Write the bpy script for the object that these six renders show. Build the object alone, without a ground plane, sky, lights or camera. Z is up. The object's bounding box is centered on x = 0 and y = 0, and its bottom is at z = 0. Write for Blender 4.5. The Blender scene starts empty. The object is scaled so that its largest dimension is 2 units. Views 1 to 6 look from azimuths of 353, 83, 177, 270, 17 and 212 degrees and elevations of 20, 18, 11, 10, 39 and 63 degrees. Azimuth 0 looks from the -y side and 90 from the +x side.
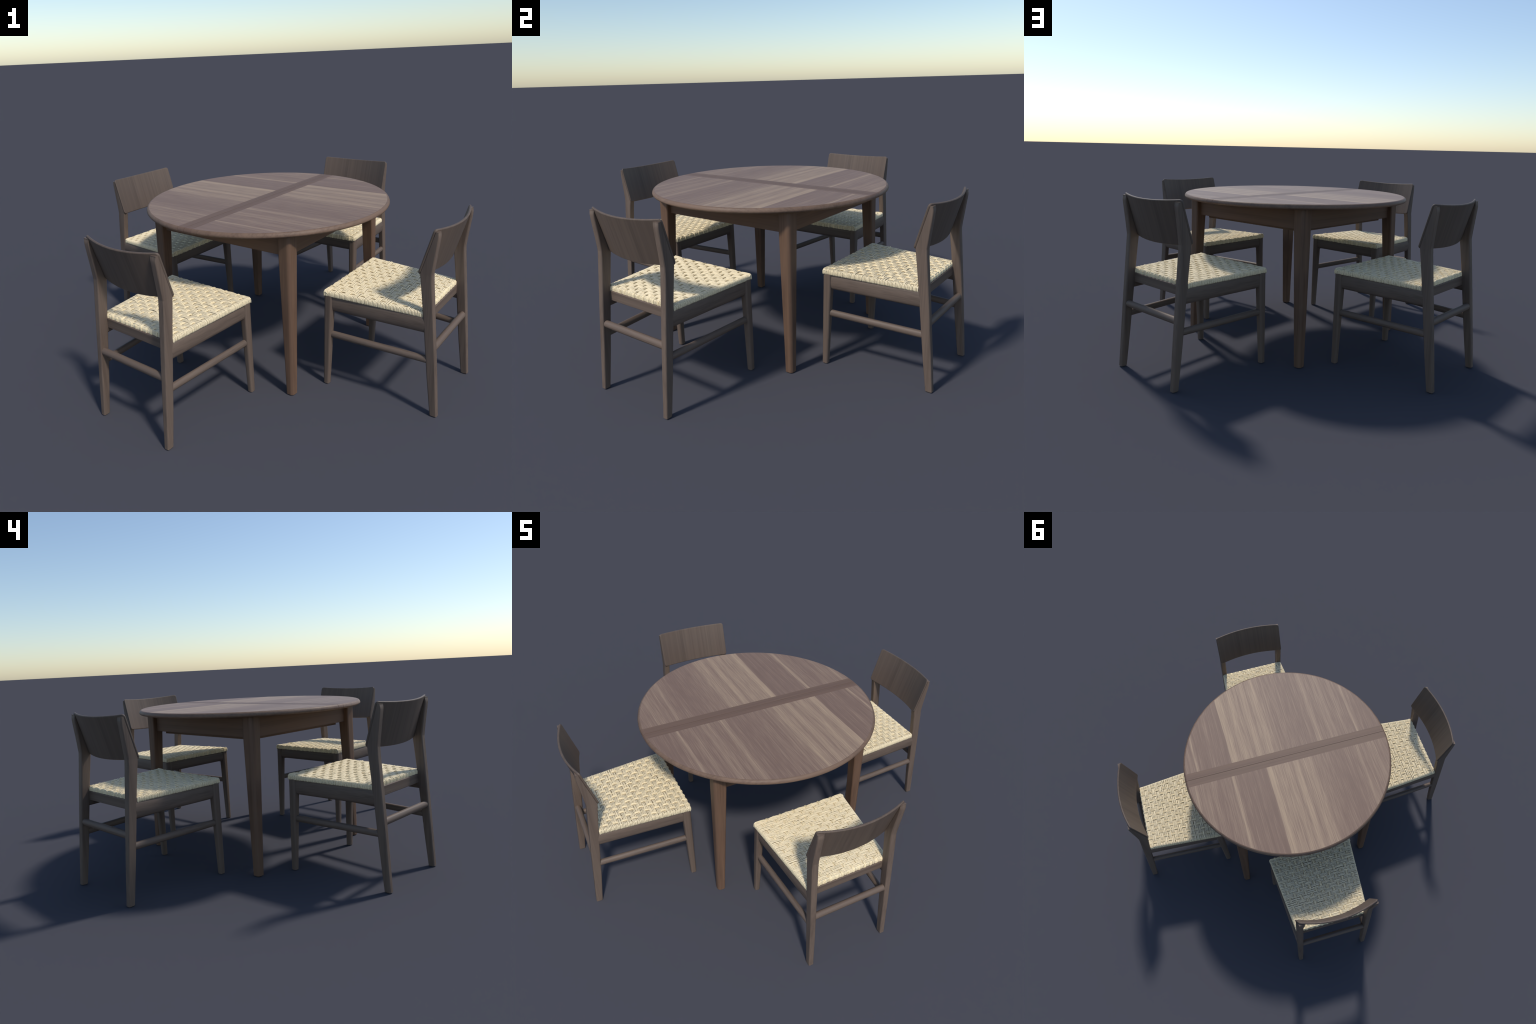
import bpy, math, random
from mathutils import Vector
import numpy as np

random.seed(7)
rng = np.random.default_rng(11)
SCN = bpy.context.scene.collection


# ------------------------------------------------------------------ materials
class Nodes:
    """Small helper for building node trees."""

    def __init__(self, name):
        self.mat = bpy.data.materials.new(name)
        self.mat.use_nodes = True
        self.t = self.mat.node_tree
        self.t.nodes.clear()
        self.out = self.t.nodes.new("ShaderNodeOutputMaterial")
        self.bsdf = self.t.nodes.new("ShaderNodeBsdfPrincipled")
        self.t.links.new(self.bsdf.outputs[0], self.out.inputs[0])

    def new(self, kind, **kw):
        n = self.t.nodes.new("ShaderNode" + kind)
        for k, v in kw.items():
            setattr(n, k, v)
        return n

    def link(self, a, b):
        self.t.links.new(a, b)

    def val(self, sock, v):
        if hasattr(v, "is_output"):
            self.link(v, sock)
        else:
            sock.default_value = v

    def math(self, op, a, b=0.0, c=0.0):
        n = self.new("Math", operation=op)
        for s, v in zip(n.inputs, (a, b, c)):
            self.val(s, v)
        return n.outputs[0]

    def coords(self, scale=(1, 1, 1), loc=(0, 0, 0)):
        tc = self.new("TexCoord")
        mp = self.new("Mapping")
        mp.inputs["Scale"].default_value = scale
        mp.inputs["Location"].default_value = loc
        self.link(tc.outputs["Object"], mp.inputs[0])
        return mp.outputs[0]

    def noise(self, vec, scale, detail=3.0, rough=0.55, dist=0.0):
        n = self.new("TexNoise")
        self.link(vec, n.inputs["Vector"])
        n.inputs["Scale"].default_value = scale
        n.inputs["Detail"].default_value = detail
        n.inputs["Roughness"].default_value = rough
        n.inputs["Distortion"].default_value = dist
        return n.outputs["Fac"]

    def ramp(self, fac, stops):
        n = self.new("ValToRGB")
        cr = n.color_ramp
        while len(cr.elements) < len(stops):
            cr.elements.new(0.5)
        for e, (p, c) in zip(cr.elements, stops):
            e.position = p
            e.color = (*c, 1) if len(c) == 3 else c
        self.link(fac, n.inputs[0])
        return n.outputs[0]

    def mix(self, fac, a, b, mode="MIX"):
        n = self.new("Mix", data_type="RGBA", blend_type=mode)
        self.val(n.inputs[0], fac)
        for s, v in ((n.inputs[6], a), (n.inputs[7], b)):
            self.val(s, v if hasattr(v, "is_output") else (*v, 1))
        return n.outputs[2]

    def bump(self, height, strength, dist):
        n = self.new("Bump")
        n.inputs["Strength"].default_value = strength
        n.inputs["Distance"].default_value = dist
        self.link(height, n.inputs["Height"])
        self.link(n.outputs[0], self.bsdf.inputs["Normal"])


def lerp3(a, b, t):
    return tuple(x + (y - x) * t for x, y in zip(a, b))


def scale3(a, k):
    return tuple(x * k for x in a)


def wood(name, base, axis, contrast=0.16, rough=0.55, spec=0.3, seed=0.0, streak=1.0, also=""):
    """Plain straight-grained wood; the grain runs along the given axis."""
    m = Nodes(name)
    stretch = [1.0, 1.0, 1.0]
    for a in axis + also:
        stretch["XYZ".index(a)] = 0.014
    off = (seed * 3.1, seed * 1.7, seed * 2.3)
    v = m.coords(tuple(stretch), off)
    broad = m.noise(v, 38.0 * streak, 2.0, 0.5)
    fine = m.noise(v, 190.0 * streak, 3.0, 0.6)
    pores = m.noise(v, 520.0, 2.0, 0.5)
    f = m.math("ADD", m.math("MULTIPLY", broad, 0.5), m.math("MULTIPLY", fine, 0.5))
    dark = scale3(base, 1 - contrast * 1.5)
    lite = lerp3(scale3(base, 1 + contrast * 1.3), (base[0] * 1.25, base[1] * 1.22, base[2] * 1.12), 0.5)
    col = m.ramp(f, [(0.30, dark), (0.5, base), (0.72, lite)])
    warm = m.noise(m.coords(tuple(stretch), (off[1], off[0], 4.0)), 14.0, 1.0)
    col = m.mix(m.math("MULTIPLY", warm, 0.35), col, (base[0] * 1.06, base[1] * 0.93, base[2] * 0.90))
    m.link(col, m.bsdf.inputs["Base Color"])
    m.bsdf.inputs["Roughness"].default_value = rough
    m.bsdf.inputs["Specular IOR Level"].default_value = spec
    m.bump(pores, 0.12, 0.0006)
    return m.mat


CHAIR = (0.142, 0.105, 0.082)
LEG = (0.147, 0.087, 0.056)
W_CHAIR = {a: wood("walnut_chair_" + a.lower(), CHAIR, a, 0.25, seed=i) for i, a in enumerate("XYZ")}
W_PANEL = wood("walnut_veneer_backrest", scale3(CHAIR, 0.82), "Z", 0.15, seed=5, streak=1.3, also="Y")
W_LEG = wood("walnut_table_leg", LEG, "Z", 0.30, seed=6)
W_APRON = {a: wood("walnut_table_apron_" + a.lower(), LEG, a, 0.20, seed=8) for a in "XY"}
W_RIM = wood("walnut_edge", (0.175, 0.113, 0.078), "X", 0.24, seed=9, streak=0.6)
W_STRIP = wood("walnut_strip", (0.160, 0.101, 0.072), "X", 0.12, seed=10)

TAN = (0.402, 0.286, 0.190)
MID = (0.275, 0.188, 0.134)
MAUVE = (0.210, 0.136, 0.102)


def veneer(name, edge, seed):
    """Banded walnut veneer; bands are a function of x only, the grain runs along y."""
    m = Nodes(name)
    tc = m.new("TexCoord")
    wob = m.noise(m.coords((1.2, 0.5, 1), (seed, 0, 0)), 4.0, 1.0)
    sep = m.new("SeparateXYZ")
    m.link(tc.outputs["Object"], sep.inputs[0])
    x = m.math("ADD", sep.outputs[0], m.math("MULTIPLY", m.math("SUBTRACT", wob, 0.5), 0.02))
    d = m.math("SUBTRACT", edge, x)
    d = m.math("FRACT", m.math("DIVIDE", m.math("ADD", d, 2.26), 1.13))
    k = 1 / 1.13
    stops = [
        (0.000, 0.16), (0.004 * k, 0.80), (0.030 * k, 0.92), (0.055 * k, 0.62), (0.12 * k, 0.74),
        (0.17 * k, 0.52), (0.205 * k, 0.90), (0.235 * k, 0.55), (0.29 * k, 0.74), (0.335 * k, 0.44),
        (0.42 * k, 0.36), (0.52 * k, 0.20), (0.60 * k, 0.30), (0.635 * k, 0.66), (0.665 * k, 0.36),
        (0.74 * k, 0.46), (0.82 * k, 0.34), (0.888 * k, 0.40), (0.898 * k, 0.86), (0.912 * k, 0.34),
        (0.96 * k, 0.20), (1.05 * k, 0.26), (1.0, 0.15),
    ]
    band = m.ramp(d, [(p, (v, v, v)) for p, v in stops])
    g = m.coords((1.0, 0.0045, 1.0), (seed * 2.0, 0, 0))
    streak = m.noise(g, 34.0, 6.0, 0.72)
    fine = m.noise(m.coords((1.0, 0.03, 1.0), (seed, 0, 0)), 230.0, 2.0, 0.6)
    f = m.math("ADD", band, m.math("MULTIPLY", m.math("SUBTRACT", streak, 0.5), 1.05))
    f = m.math("ADD", f, m.math("MULTIPLY", m.math("SUBTRACT", fine, 0.5), 1.05))
    col = m.ramp(f, [(0.0, scale3(MAUVE, 0.9)), (0.25, MAUVE), (0.55, MID), (1.0, TAN)])
    m.link(col, m.bsdf.inputs["Base Color"])
    m.bsdf.inputs["Roughness"].default_value = 0.5
    m.bsdf.inputs["Specular IOR Level"].default_value = 0.22
    m.bump(fine, 0.10, 0.0006)
    return m.mat


V_NEAR = veneer("walnut_veneer_top_a", 0.378, 1.0)
V_FAR = veneer("walnut_veneer_top_b", 0.159, 3.0)


def cord(name, base, axis):
    """Twisted paper cord."""
    m = Nodes(name)
    v = m.coords()
    var = m.noise(m.coords((0.06, 1, 1) if axis == "X" else (1, 0.06, 1)), 150.0, 2.0, 0.7)
    col = m.ramp(var, [(0.32, scale3(base, 0.80)), (0.5, base), (0.68, scale3(base, 1.08))])
    m.link(col, m.bsdf.inputs["Base Color"])
    m.bsdf.inputs["Roughness"].default_value = 0.75
    m.bsdf.inputs["Specular IOR Level"].default_value = 0.2
    w = m.new("TexWave", wave_type="BANDS", bands_direction="DIAGONAL")
    m.link(v, w.inputs["Vector"])
    w.inputs["Scale"].default_value = 160.0
    w.inputs["Distortion"].default_value = 1.0
    m.bump(w.outputs["Fac"], 0.15, 0.0006)
    return m.mat


M_WEFT = cord("paper_cord_weft", (0.885, 0.750, 0.505), "X")
M_WARP = cord("paper_cord_warp", (0.92, 0.768, 0.495), "Y")
M_PAD = cord("pad_darkened_for_gap_shade", (0.27, 0.205, 0.12), "X")  # seat pad coloured dark to paint the shadow between the cords


# ------------------------------------------------------------------ mesh helpers
def finish(name, verts, faces, mat, parent=None, smooth=38.0):
    me = bpy.data.meshes.new(name)
    me.from_pydata([tuple(v) for v in verts], [], faces)
    me.validate()
    me.materials.append(mat)
    if smooth is not None:
        me.polygons.foreach_set("use_smooth", [True] * len(me.polygons))
        if smooth < 180:
            me.set_sharp_from_angle(angle=math.radians(smooth))
    me.update()
    ob = bpy.data.objects.new(name, me)
    SCN.objects.link(ob)
    ob.parent = parent
    if smooth is not None and smooth < 60:
        w = ob.modifiers.new("weighted", "WEIGHTED_NORMAL")
        w.keep_sharp = True
        w.weight = 60
    return ob


def fillet(corners, radii, k=5):
    """Round the corners of a convex polygon; every corner yields k points."""
    pts = []
    n = len(corners)
    for i in range(n):
        p = Vector(corners[i])
        a = (Vector(corners[i - 1]) - p)
        b = (Vector(corners[(i + 1) % n]) - p)
        r = radii[i] if hasattr(radii, "__len__") else radii
        ang = a.angle(b)
        cut = min(r / math.tan(ang / 2), a.length * 0.49, b.length * 0.49)
        r = cut * math.tan(ang / 2)
        a.normalize(); b.normalize()
        c = p + (a + b).normalized() * (r / math.sin(ang / 2))
        v0, v1 = p + a * cut - c, p + b * cut - c
        tot = v0.angle_signed(v1) if len(v0) == 2 else 0
        for j in range(k):
            th = -tot * j / (k - 1)
            ct, st = math.cos(th), math.sin(th)
            pts.append((c.x + v0.x * ct - v0.y * st, c.y + v0.x * st + v0.y * ct))
    return pts


def loft(rings, caps=True):
    """Skin a list of equally long rings of 3D points."""
    n = len(rings[0])
    verts = [p for r in rings for p in r]
    faces = []
    for i in range(len(rings) - 1):
        for j in range(n):
            a, b = i * n + j, i * n + (j + 1) % n
            faces.append((a, b, b + n, a + n))
    if caps:
        faces.append(tuple(reversed(range(n))))
        faces.append(tuple((len(rings) - 1) * n + j for j in range(n)))
    return verts, faces


def upright(stations, k=5):
    """Loft of horizontal sections. A station is (z, corners, radii); ends are eased."""
    return loft([[(x, y, z) for x, y in fillet(c, r, k)] for z, c, r in stations])


def shrink(corners, d):
    cx = sum(p[0] for p in corners) / len(corners)
    cy = sum(p[1] for p in corners) / len(corners)
    out = []
    for x, y in corners:
        out.append((x - math.copysign(d, x - cx), y - math.copysign(d, y - cy)))
    return out


def bar(p0, p1, section, nseg=1):
    """Straight bar from p0 to p1; section is a list of (side, up) offsets, z kept as up."""
    p0, p1 = Vector(p0), Vector(p1)
    ax = (p1 - p0).normalized()
    side = ax.cross(Vector((0, 0, 1))).normalized()
    up = side.cross(ax).normalized()
    rings = []
    for i in range(nseg + 1):
        c = p0.lerp(p1, i / nseg)
        rings.append([tuple(c + side * s + up * u) for s, u in section])
    return loft(rings)


def ellipse(a, b, n=20):
    return [(a * math.cos(2 * math.pi * i / n), b * math.sin(2 * math.pi * i / n)) for i in range(n)]


def mirror_x(v, f):
    return [(-x, y, z) for x, y, z in v], [tuple(reversed(q)) for q in f]


def rect(x0, x1, y0, y1):
    return [(x0, y0), (x1, y0), (x1, y1), (x0, y1)]


def tube(path, r, n=6, squash=1.0):
    """Tube along a path of 3D points (numpy arrays)."""
    P = np.asarray(path)
    T = np.gradient(P, axis=0)
    T /= np.linalg.norm(T, axis=1)[:, None]
    # a fixed reference that is never parallel to the path (path stays in a near-vertical plane)
    d = P[-1] - P[0]
    ref = np.array([-d[1], d[0], 0.0])
    if np.linalg.norm(ref) < 1e-6:
        ref = np.array([1.0, 0, 0])
    ref /= np.linalg.norm(ref)
    N = np.cross(T, ref)
    N /= np.linalg.norm(N, axis=1)[:, None]
    Bn = np.cross(T, N)
    rings = []
    for i in range(len(P)):
        rings.append([tuple(P[i] + r * (math.cos(2 * math.pi * j / n) * N[i] * squash + math.sin(2 * math.pi * j / n) * Bn[i])) for j in range(n)])
    return rings


class Batch:
    def __init__(self):
        self.v, self.f = [], []

    def add(self, v, f):
        o = len(self.v)
        self.v += list(v)
        self.f += [tuple(i + o for i in q) for q in f]

    def add_tube(self, path, r, n=6, squash=1.0):
        self.add(*loft(tube(path, r, n, squash)))


# ------------------------------------------------------------------ dining table
# Built in a frame turned by 45 degrees: local x runs along the centre joint.
table = bpy.data.objects.new("dining_table", None)
SCN.objects.link(table)
table.rotation_euler = (0, 0, math.radians(45))
table["label"] = "round extendable walnut dining table with four tapered legs"
table["category"] = "table"

Z_TOP, Z_UNDER = 0.9187, 0.8905
R_FLAT, R_MAX = 0.690, 0.7045
STRIP = 0.049
SEAM = 0.0009


def arc_pts(y_cut, R, sign, n):
    """Points of the circle of radius R with sign*y >= y_cut, running from +x to -x."""
    a0 = math.asin(min(1.0, y_cut / R))
    return [(R * math.cos(a0 + (math.pi - 2 * a0) * i / n), sign * R * math.sin(a0 + (math.pi - 2 * a0) * i / n)) for i in range(n + 1)]


def slab(name, outline, z0, z1, mat):
    n = len(outline)
    v = [(x, y, z1) for x, y in outline] + [(x, y, z0) for x, y in outline]
    f = [tuple(range(n)), tuple(reversed(range(n, 2 * n)))]
    for i in range(n):
        j = (i + 1) % n
        f.append((i, n + i, n + j, j))
    # orient the outline counter-clockwise
    area = sum(outline[i][0] * outline[(i + 1) % n][1] - outline[(i + 1) % n][0] * outline[i][1] for i in range(n))
    if area < 0:
        f = [tuple(reversed(q)) for q in f]
    return finish(name, v, f, mat, table, 30)


for sign, mat in ((-1, V_NEAR), (1, V_FAR)):
    slab("table_top", arc_pts(STRIP + 0.0002, R_FLAT, sign, 120), Z_UNDER, Z_TOP, mat)
    # cross-banded strip along the joint
    x_in = math.sqrt(R_FLAT ** 2 - STRIP ** 2)
    x_out = math.sqrt(R_FLAT ** 2 - SEAM ** 2)
    right = [(math.sqrt(R_FLAT ** 2 - y * y), sign * y) for y in np.linspace(SEAM, STRIP, 9)]
    left = [(-x, y) for x, y in reversed(right)]
    slab("joint_strip", right + left, Z_UNDER, Z_TOP, W_STRIP)

# rounded solid edge: profile (radius, height) swept round the top
prof = [(R_FLAT, Z_TOP)]
prof += [(0.6915, Z_TOP - 0.0001), (0.6950, Z_TOP - 0.0014), (0.6985, Z_TOP - 0.0040), (0.7013, Z_TOP - 0.0078), (0.7033, Z_TOP - 0.0120), (R_MAX, Z_TOP - 0.0168),
         (0.7040, Z_TOP - 0.0205), (0.7015, Z_TOP - 0.0243), (0.6970, Z_TOP - 0.0270), (0.6910, Z_UNDER), (0.6600, Z_UNDER)]


def edge_arc(name, a0, a1, n, mat, grow=0.0):
    rings = []
    for i in range(n + 1):
        a = a0 + (a1 - a0) * i / n
        rings.append([((r + grow * (r > R_FLAT)) * math.cos(a), (r + grow * (r > R_FLAT)) * math.sin(a), z) for r, z in prof])
    v, f = loft(rings, caps=False)
    m_ = len(prof)
    f.append(tuple(range(m_)))
    f.append(tuple(reversed([(n) * m_ + j for j in range(m_)])))
    ob = finish(name, v, [tuple(reversed(q)) for q in f], mat, table, 40)
    return ob


a_s, a_g = math.asin(STRIP / R_MAX), math.asin(SEAM / R_MAX)
for base in (0.0, math.pi):
    edge_arc("table_edge", base + a_s, base + math.pi - a_s, 140, W_RIM)
    edge_arc("edge_end", base + a_g, base + a_s - 0.0003, 10, W_STRIP, -0.0006)
    edge_arc("edge_end", base + math.pi - a_s + 0.0003, base + math.pi - a_g, 10, W_STRIP, -0.0006)

# legs: square section with a generously rounded outer corner, tapering on the inner faces
for sx in (1, -1):
    for sy in (1, -1):
        st = []
        for z, i0, o0, r_out in ((0.0, 0.4455, 0.4862, 0.018), (0.003, 0.4440, 0.4886, 0.020), (0.776, 0.4075, 0.4776, 0.020), (Z_UNDER - 0.0005, 0.4062, 0.4770, 0.020)):
            st.append((z, rect(i0, o0, i0, o0), (0.004, 0.009, r_out, 0.009)))
        v, f = upright(st, 6)
        v = [(x * sx, y * sy, z) for x, y, z in v]
        if sx * sy < 0:
            f = [tuple(reversed(q)) for q in f]
        finish("table_leg", v, f, W_LEG, table, 35)

A_OUT, A_IN, A_Z0 = 0.4490, 0.4190, 0.7715
for ax, s in (("X", 1), ("X", -1), ("Y", 1), ("Y", -1)):
    sec = fillet(rect(A_IN, A_OUT, A_Z0, Z_UNDER - 0.0004), 0.003, 3)
    rings = []
    for e in (-0.4095, 0.4095):
        ring = [((e, s * y, z) if ax == "X" else (s * y, e, z)) for y, z in sec]
        rings.append(ring)
    v, f = loft(rings)
    if (ax == "X") == (s > 0):
        f = [tuple(reversed(q)) for q in f]
    finish("apron", v, f, W_APRON[ax], table, 30)

slab("storage_tray", rect(-0.393, 0.393, -0.393, 0.393), 0.7515, 0.800, W_APRON["X"])

# ------------------------------------------------------------------ chair
# Local frame: x across, y from the table centre outwards (the back is at large y).
SAG, HALF_W, THICK = 0.0460, 0.2450, 0.0120
TILT = math.radians(15.6)
T_DIR = Vector((0, math.sin(TILT), math.cos(TILT)))
N_DIR = Vector((0, math.cos(TILT), -math.sin(TILT)))
P_BOT = Vector((0, 1.0338, 0.7310))
P_LEN = 0.2360


def panel_point(x, v, off=0.0):
    return P_BOT + Vector((x, 0, 0)) + T_DIR * v + N_DIR * (SAG * (1 - (x / HALF_W) ** 2) + off)


def panel_y(x, z):
    """y of the backrest's mid surface at a given x and height."""
    v = 0.1
    for _ in range(20):
        p = panel_point(x, v)
        v += (z - p.z) / T_DIR.z
    return panel_point(x, v).y


def build_backrest():
    rc, re = 0.016, 0.0045
    ends = [0, .0005, .0012, .0022, .0035, .0055, .009, .014]
    vs = ends + list(np.linspace(.02, P_LEN - .02, 16)) + [P_LEN - e for e in reversed(ends)]
    cs = [0, .002, .005, .009, .015, .025, .045]
    us = cs + list(np.linspace(.07, 1.93, 44)) + [2 - c for c in reversed(cs)]
    grid = []
    for v in vs:
        e = min(v, P_LEN - v)
        half = HALF_W - (rc - math.sqrt(max(0, rc * rc - (rc - e) ** 2)) if e < rc else 0)
        row = []
        for u in us:
            x = (u - 1) * half
            # distance to the outline
            ex = HALF_W - abs(x)
            if e < rc and ex < rc:
                dist = rc - math.hypot(rc - e, rc - ex)
            else:
                dist = min(e, ex)
            t = max(0.0, 1 - max(0.0, dist) / re)
            row.append((x, v, THICK / 2 * math.sqrt(max(0.0, 1 - t * t))))
        grid.append(row)
    verts, faces = [], []
    nu, nv = len(us), len(vs)
    for s in (1, -1):
        for row in grid:
            for x, v, h in row:
                verts.append(tuple(panel_point(x, v, s * max(h, 0.0002))))
    def idx(s, j, i):
        return s * nu * nv + j * nu + i
    for j in range(nv - 1):
        for i in range(nu - 1):
            a, b, c, d = idx(0, j, i), idx(0, j, i + 1), idx(0, j + 1, i + 1), idx(0, j + 1, i)
            faces.append((d, c, b, a))
            a, b, c, d = (q + nu * nv for q in (a, b, c, d))
            faces.append((a, b, c, d))
    border = [(0, i) for i in range(nu)] + [(j, nu - 1) for j in range(1, nv)] + [(nv - 1, i) for i in range(nu - 2, -1, -1)] + [(j, 0) for j in range(nv - 2, 0, -1)]
    for k in range(len(border)):
        (j0, i0), (j1, i1) = border[k], border[(k + 1) % len(border)]
        faces.append((idx(0, j0, i0), idx(0, j1, i1), idx(1, j1, i1), idx(1, j0, i0)))
    return verts, faces


def post_mesh():
    """Back leg that runs up behind the backrest, bent at the knee."""
    st = []

    def add(z, xi, xo, yf, yr, r, yfi=None):
        yfi = yf if yfi is None else yfi
        st.append((z, [(xi, yfi), (xo, yf), (xo, yr), (xi, yr)], r))

    add(0.0, 0.2215, 0.2455, 1.137, 1.1680, 0.006)
    add(0.003, 0.2195, 0.2482, 1.136, 1.1726, 0.0068)
    add(0.20, 0.2155, 0.2475, 1.1090, 1.1540, 0.007)
    add(0.44, 0.2120, 0.2465, 1.0800, 1.1300, 0.007)
    add(0.60, 0.2095, 0.2460, 1.0600, 1.1130, 0.007)
    add(0.70, 0.2085, 0.2450, 1.0460, 1.1025, 0.007)
    add(0.734, 0.2080, 0.2430, 1.0400, 1.1000, 0.007)
    for z, yr, r in ((0.738, 1.0995, 0.007), (0.80, 1.1055, 0.007), (0.88, 1.1145, 0.007), (0.905, 1.1172, 0.007), (0.918, 1.1180, 0.007), (0.928, 1.1175, 0.006), (0.936, 1.1155, 0.005), (0.942, 1.1120, 0.003), (0.9455, 1.1070, 0.002)):
        xi, xo = 0.2080, 0.2440
        gap = THICK / 2 / math.cos(TILT) + 0.0003
        yo, yi = panel_y(xo, z) + gap, panel_y(xi, z) + gap
        yr = max(yr, yi + 0.0015)
        add(z, xi, xo, yo, yr, (0.0015, 0.0015, r, r), yi)
    return upright(st, 5)


def front_leg_mesh():
    st = []
    for z, x0, x1, y0, y1, r in ((0.0, 0.2565, 0.2840, 0.5565, 0.5860, 0.009), (0.003, 0.2545, 0.2860, 0.5545, 0.5880, 0.011),
                                 (0.30, 0.2475, 0.2872, 0.5565, 0.5990, 0.012), (0.45, 0.2435, 0.2872, 0.5575, 0.6045, 0.013), (0.529, 0.2425, 0.2870, 0.5575, 0.6060, 0.013)):
        st.append((z, rect(x0, x1, y0, y1), r))
    return upright(st, 6)


def bulged(t, hgt, n=2.35, k=32):
    """Super-elliptic section: bulging sides, soft top and bottom."""
    pts = []
    for i in range(k):
        a = 2 * math.pi * i / k
        c, q = math.cos(a), math.sin(a)
        pts.append((math.copysign(abs(c) ** (2 / n), c) * t / 2, math.copysign(abs(q) ** (2 / n), q) * hgt / 2))
    return pts


def rail_section(t, z0, z1, r_low, r_top):
    h = (z1 - z0) / 2
    return fillet([(-t / 2, -h), (t / 2, -h), (t / 2, h), (-t / 2, h)], (r_low, r_low, r_top, r_top), 7)


# --- woven seat --------------------------------------------------------------
Y_FRONT, Y_REAR = 0.5525, 1.0720
N_WARP, N_BUNDLE, PER = 13, 19, 4
CORD_R = 0.00302
Z_SEAT_LOW = 0.5275


def half_width(y):
    return 0.2900 - (y - 0.557) * 0.0900


def seat_z(y):
    return 0.5505 - (y - 0.56) * 0.017


def corner_inset(e, rad=0.008):
    return rad - math.sqrt(max(0.0, rad * rad - (rad - e) ** 2)) if e < rad else 0.0


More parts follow.
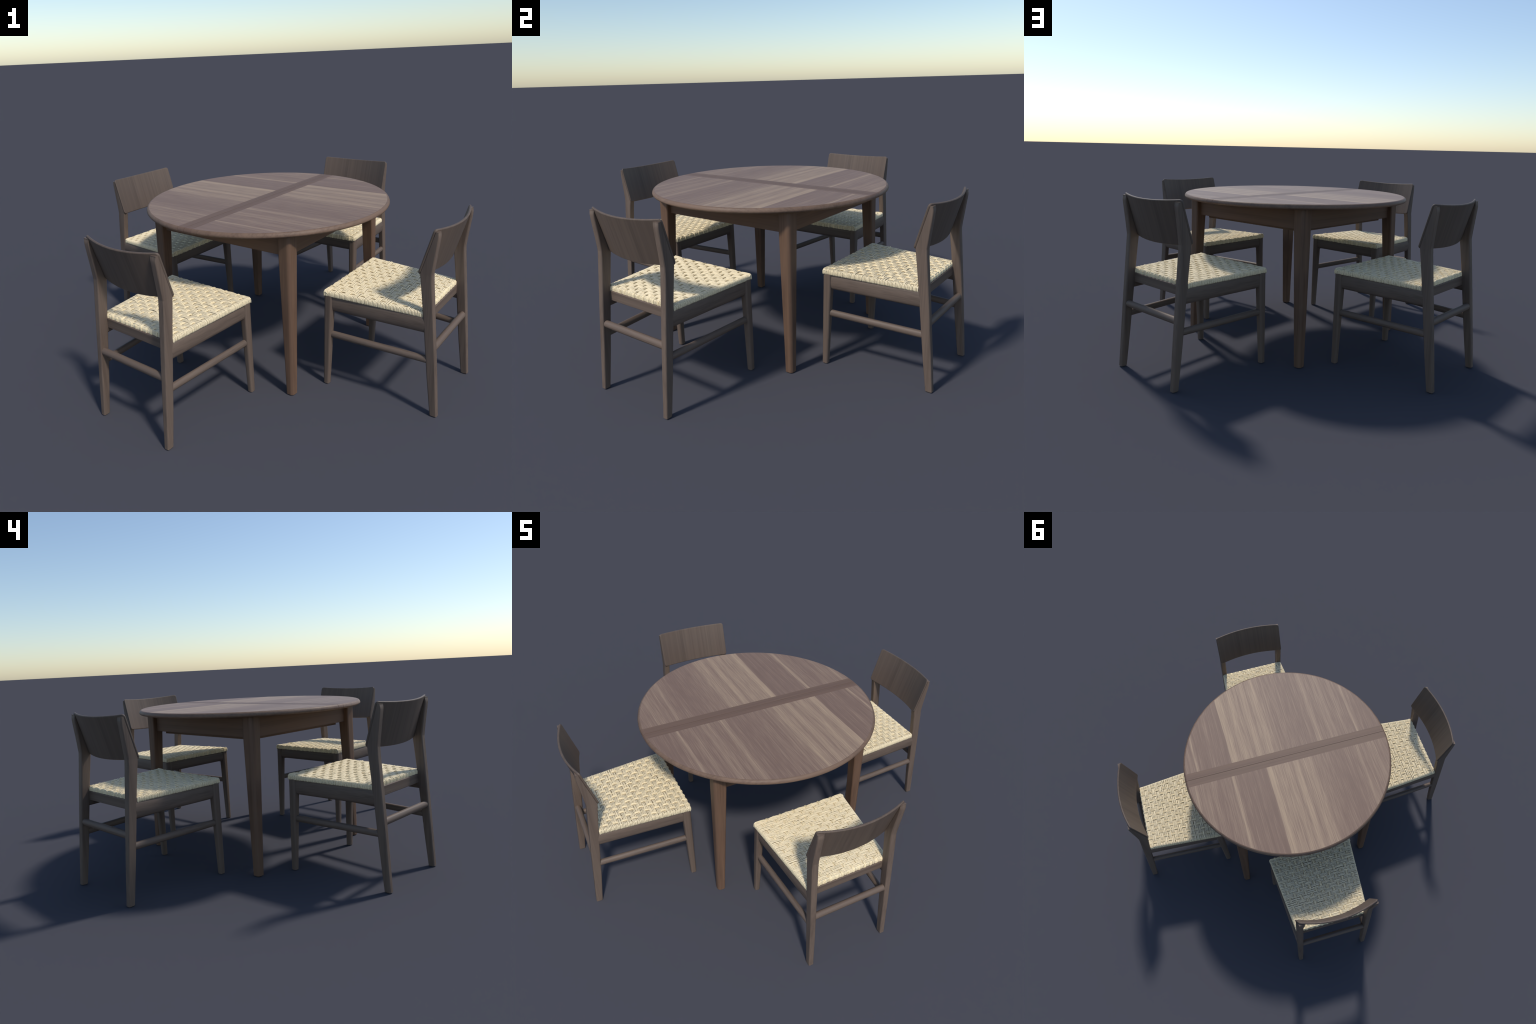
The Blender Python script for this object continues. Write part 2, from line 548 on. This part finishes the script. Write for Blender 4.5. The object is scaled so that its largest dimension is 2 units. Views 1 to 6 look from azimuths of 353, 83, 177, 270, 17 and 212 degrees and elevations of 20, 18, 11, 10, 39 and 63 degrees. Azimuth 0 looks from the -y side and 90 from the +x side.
def build_weave():
    weft, warp, wrap = Batch(), Batch(), Batch()
    y0, y1 = Y_FRONT + 0.0045, Y_REAR - 0.0045
    pitch = (y1 - y0) / (N_BUNDLE * PER)
    bp = pitch * PER
    rc = 0.0085
    loose = {}
    for k in range(N_BUNDLE * PER):
        j = k // PER
        yk = y0 + (k + 0.5) * pitch + random.uniform(-1, 1) * 0.0005
        h = half_width(yk) - CORD_R - corner_inset(max(0.0, min(yk - Y_FRONT, Y_REAR - yk)))
        zt = seat_z(yk)
        dip, rise = 0.0046 * random.uniform(0.85, 1.15), random.uniform(0.0005, 0.0019)
        path = []
        zl = Z_SEAT_LOW - (yk - 0.56) * 0.017 + random.uniform(-0.0008, 0.0008)
        for z in (zl, zl + 0.006, zl + 0.012):
            path.append((-h, yk, z))
        for a in np.linspace(0.25, 0.75, 3) * math.pi / 2:
            path.append((-h + rc * (1 - math.cos(a)), yk, zt + 0.001 - rc + rc * math.sin(a)))
        n = 14 * 8
        # every float between two dips gets its own slack, sideways and upwards
        slack = [random.gauss(0, 1) for _ in range(17)]
        lift = [max(0.0, random.gauss(-0.3, 1.0)) for _ in range(17)]
        for i in range(n + 1):
            u = -1 + 2 * i / n
            x = u * (h - rc)
            u14 = (x / (h + CORD_R) + 1) * 7
            near = round(u14)
            # nearest warp that lies on top of this bundle
            if (near + j) % 2:
                near += 1 if u14 > near else -1
            d = u14 - near
            fade = 1.0 if 1 <= near <= N_WARP else 0.0
            q = min(1.0, abs(d)) if fade else 1.0
            cell = int(math.floor((u14 + j) / 2)) % 17
            arch = math.sin(math.pi * min(1.0, q) / 2) ** 2
            z = zt + rise - 0.0013 + (0.0020 + 0.0016 * lift[cell]) * arch - fade * dip * math.exp(-(d / 0.27) ** 2)
            path.append((x, yk + 0.0009 * slack[cell] * arch, z))
        for x, y, z in reversed(path[:6]):
            path.append((-x, y, z))
        weft.add_tube(path, CORD_R * random.uniform(0.95, 1.06), 6)
    for i in range(1, N_WARP + 1):
        for s in (-1, 1):
            path = []
            off = s * CORD_R * 1.02
            skew = [random.uniform(-1, 1) * 0.0012 for _ in range(N_BUNDLE + 2)]

            def xw(y, j=0):
                return half_width(y) * (-1 + 2 * i / 14) + off + skew[max(0, min(N_BUNDLE, j))]
            yf, yr = Y_FRONT + CORD_R - 0.003, Y_REAR - CORD_R + 0.002
            zf, zr = seat_z(yf) + 0.0022, seat_z(yr) + 0.0022
            for z in (Z_SEAT_LOW - 0.002, Z_SEAT_LOW + 0.006, zf - rc):
                path.append((xw(yf), yf, z))
            for a in (0.3, 0.7):
                path.append((xw(yf), yf + rc * (1 - math.cos(a * math.pi / 2)), zf - rc + rc * math.sin(a * math.pi / 2)))
            n = N_BUNDLE * 8
            hi = [0.0031 * random.uniform(0.75, 1.3) for _ in range(N_BUNDLE + 2)]
            for q in range(5, n - 4):
                y = y0 + (y1 - y0) * q / n
                jj = (y - y0) / bp - 0.5
                c = math.tanh(2.0 * math.cos(math.pi * (jj + i))) / math.tanh(2.0)
                jn = int(round(jj))
                z = seat_z(y) + (hi[max(0, jn)] if c > 0 else 0.0046) * c
                if min(q, n - q) < 6:
                    z = max(z, seat_z(y) + 0.0016)
                path.append((xw(y, jn + 1), y, z))
            for a in (0.7, 0.3):
                path.append((xw(yr, N_BUNDLE), yr - rc * (1 - math.cos(a * math.pi / 2)), zr - rc + rc * math.sin(a * math.pi / 2)))
            zb = Z_SEAT_LOW - (yr - 0.56) * 0.017
            for z in (zr - rc, zb + 0.006, zb - 0.001):
                path.append((xw(yr, N_BUNDLE), yr, z))
            warp.add_tube(path, CORD_R, 6)
    # cord wound round the front and rear rails between the warps
    for rear in (False, True):
        ye = Y_REAR - CORD_R if rear else Y_FRONT + CORD_R
        d = -1 if rear else 1
        h = half_width(ye) - CORD_R
        n = int(2 * h / 0.0066)
        zb = Z_SEAT_LOW - (ye - 0.56) * 0.017
        for q in range(n + 1):
            x = -h + 2 * h * q / n + random.uniform(-1, 1) * 0.0006
            yq = ye + d * corner_inset(max(0.0, h - abs(x)), 0.006)
            zt = seat_z(ye) + random.uniform(-0.0010, 0.0012)
            bulge = random.uniform(-0.0008, 0.0010)
            low = zb - 0.0015 + random.uniform(-0.0016, 0.0012)
            path = [(x, yq - d * bulge, low), (x, yq - d * bulge, low + 0.007), (x, yq - d * bulge, zt - rc)]
            for a in (0.3, 0.6, 0.85):
                path.append((x, yq + d * rc * (1 - math.cos(a * math.pi / 2)), zt - rc + rc * math.sin(a * math.pi / 2)))
            path += [(x, yq + d * 0.011, zt - 0.0008), (x, yq + d * 0.018, zt - 0.0065)]
            wrap.add_tube(path, CORD_R, 6)
    return weft, warp, wrap


def build_chair():
    ch = bpy.data.objects.new("dining_chair", None)
    SCN.objects.link(ch)
    ch["label"] = "walnut dining chair with curved backrest and woven cord seat"
    ch["category"] = "chair"
    v, f = build_backrest()
    finish("backrest", v, f, W_PANEL, ch, 180)
    for mesh, name in ((post_mesh(), "back_leg"), (front_leg_mesh(), "front_leg")):
        v, f = mesh
        finish(name, v, f, W_CHAIR["Z"], ch, 35)
        finish(name, *mirror_x(v, f), W_CHAIR["Z"], ch, 35)
    sec = bulged(0.035, 0.090)
    v, f = bar((0.2640, 0.592, 0.4880), (0.2285, 1.088, 0.4830), sec)
    finish("side_rail", v, f, W_CHAIR["Y"], ch, 62)
    finish("side_rail", *mirror_x(v, f), W_CHAIR["Y"], ch, 62)
    v, f = bar((-0.2550, 0.5830, 0.4925), (0.2550, 0.5830, 0.4925), bulged(0.040, 0.076))
    finish("front_rail", v, f, W_CHAIR["X"], ch, 62)
    v, f = bar((-0.2200, 1.0640, 0.4970), (0.2200, 1.0640, 0.4970), rail_section(0.028, 0.0, 0.052, 0.004, 0.004))
    finish("rear_rail", v, f, W_CHAIR["X"], ch, 40)
    v, f = bar((0.2650, 0.580, 0.3040), (0.2300, 1.115, 0.2975), ellipse(0.0158, 0.0190))
    finish("side_stretcher", v, f, W_CHAIR["Y"], ch, 50)
    finish("side_stretcher", *mirror_x(v, f), W_CHAIR["Y"], ch, 50)
    v, f = bar((-0.2250, 1.118, 0.3555), (0.2250, 1.118, 0.3555), ellipse(0.0172, 0.0198))
    finish("rear_stretcher", v, f, W_CHAIR["X"], ch, 50)

    ins = 0.0065
    st = []
    for dz, e in ((-0.0240, 0.002), (-0.0095, 0.0), (-0.0072, 0.004)):
        cs = []
        ring = []
        for y, sx in ((Y_FRONT + ins + e, -1), (Y_FRONT + ins + e, 1), (Y_REAR - ins - e, 1), (Y_REAR - ins - e, -1)):
            cs.append((sx * (half_width(y) - ins - e), y))
        st.append([(x, y, seat_z(y) + dz) for x, y in fillet(cs, 0.008, 4)])
    seat = finish("woven_seat", *loft(st), M_PAD, ch, 40)
    weft, warp, wrap = build_weave()
    for b, name, m in ((weft, "cross_cords", M_WEFT), (warp, "lengthwise_cords", M_WARP), (wrap, "edge_wrapping", M_WEFT)):
        ob = finish(name, b.v, b.f, m, seat, 180)
        ob["kind"] = "stuff"
    return ch


def duplicate(ob, parent=None):
    c = ob.copy()
    SCN.objects.link(c)
    c.parent = parent
    for ch in ob.children:
        duplicate(ch, c)
    return c


first = build_chair()
bpy.context.view_layer.update()
chairs = [first] + [duplicate(first) for _ in range(3)]
for c, az in zip(chairs, (45, 135, 225, 315)):
    c.rotation_euler = (0, 0, math.radians(az - 90))
    c.location = (-0.0024 * math.cos(math.radians(az)), -0.0024 * math.sin(math.radians(az)), 0)
bpy.context.view_layer.update()
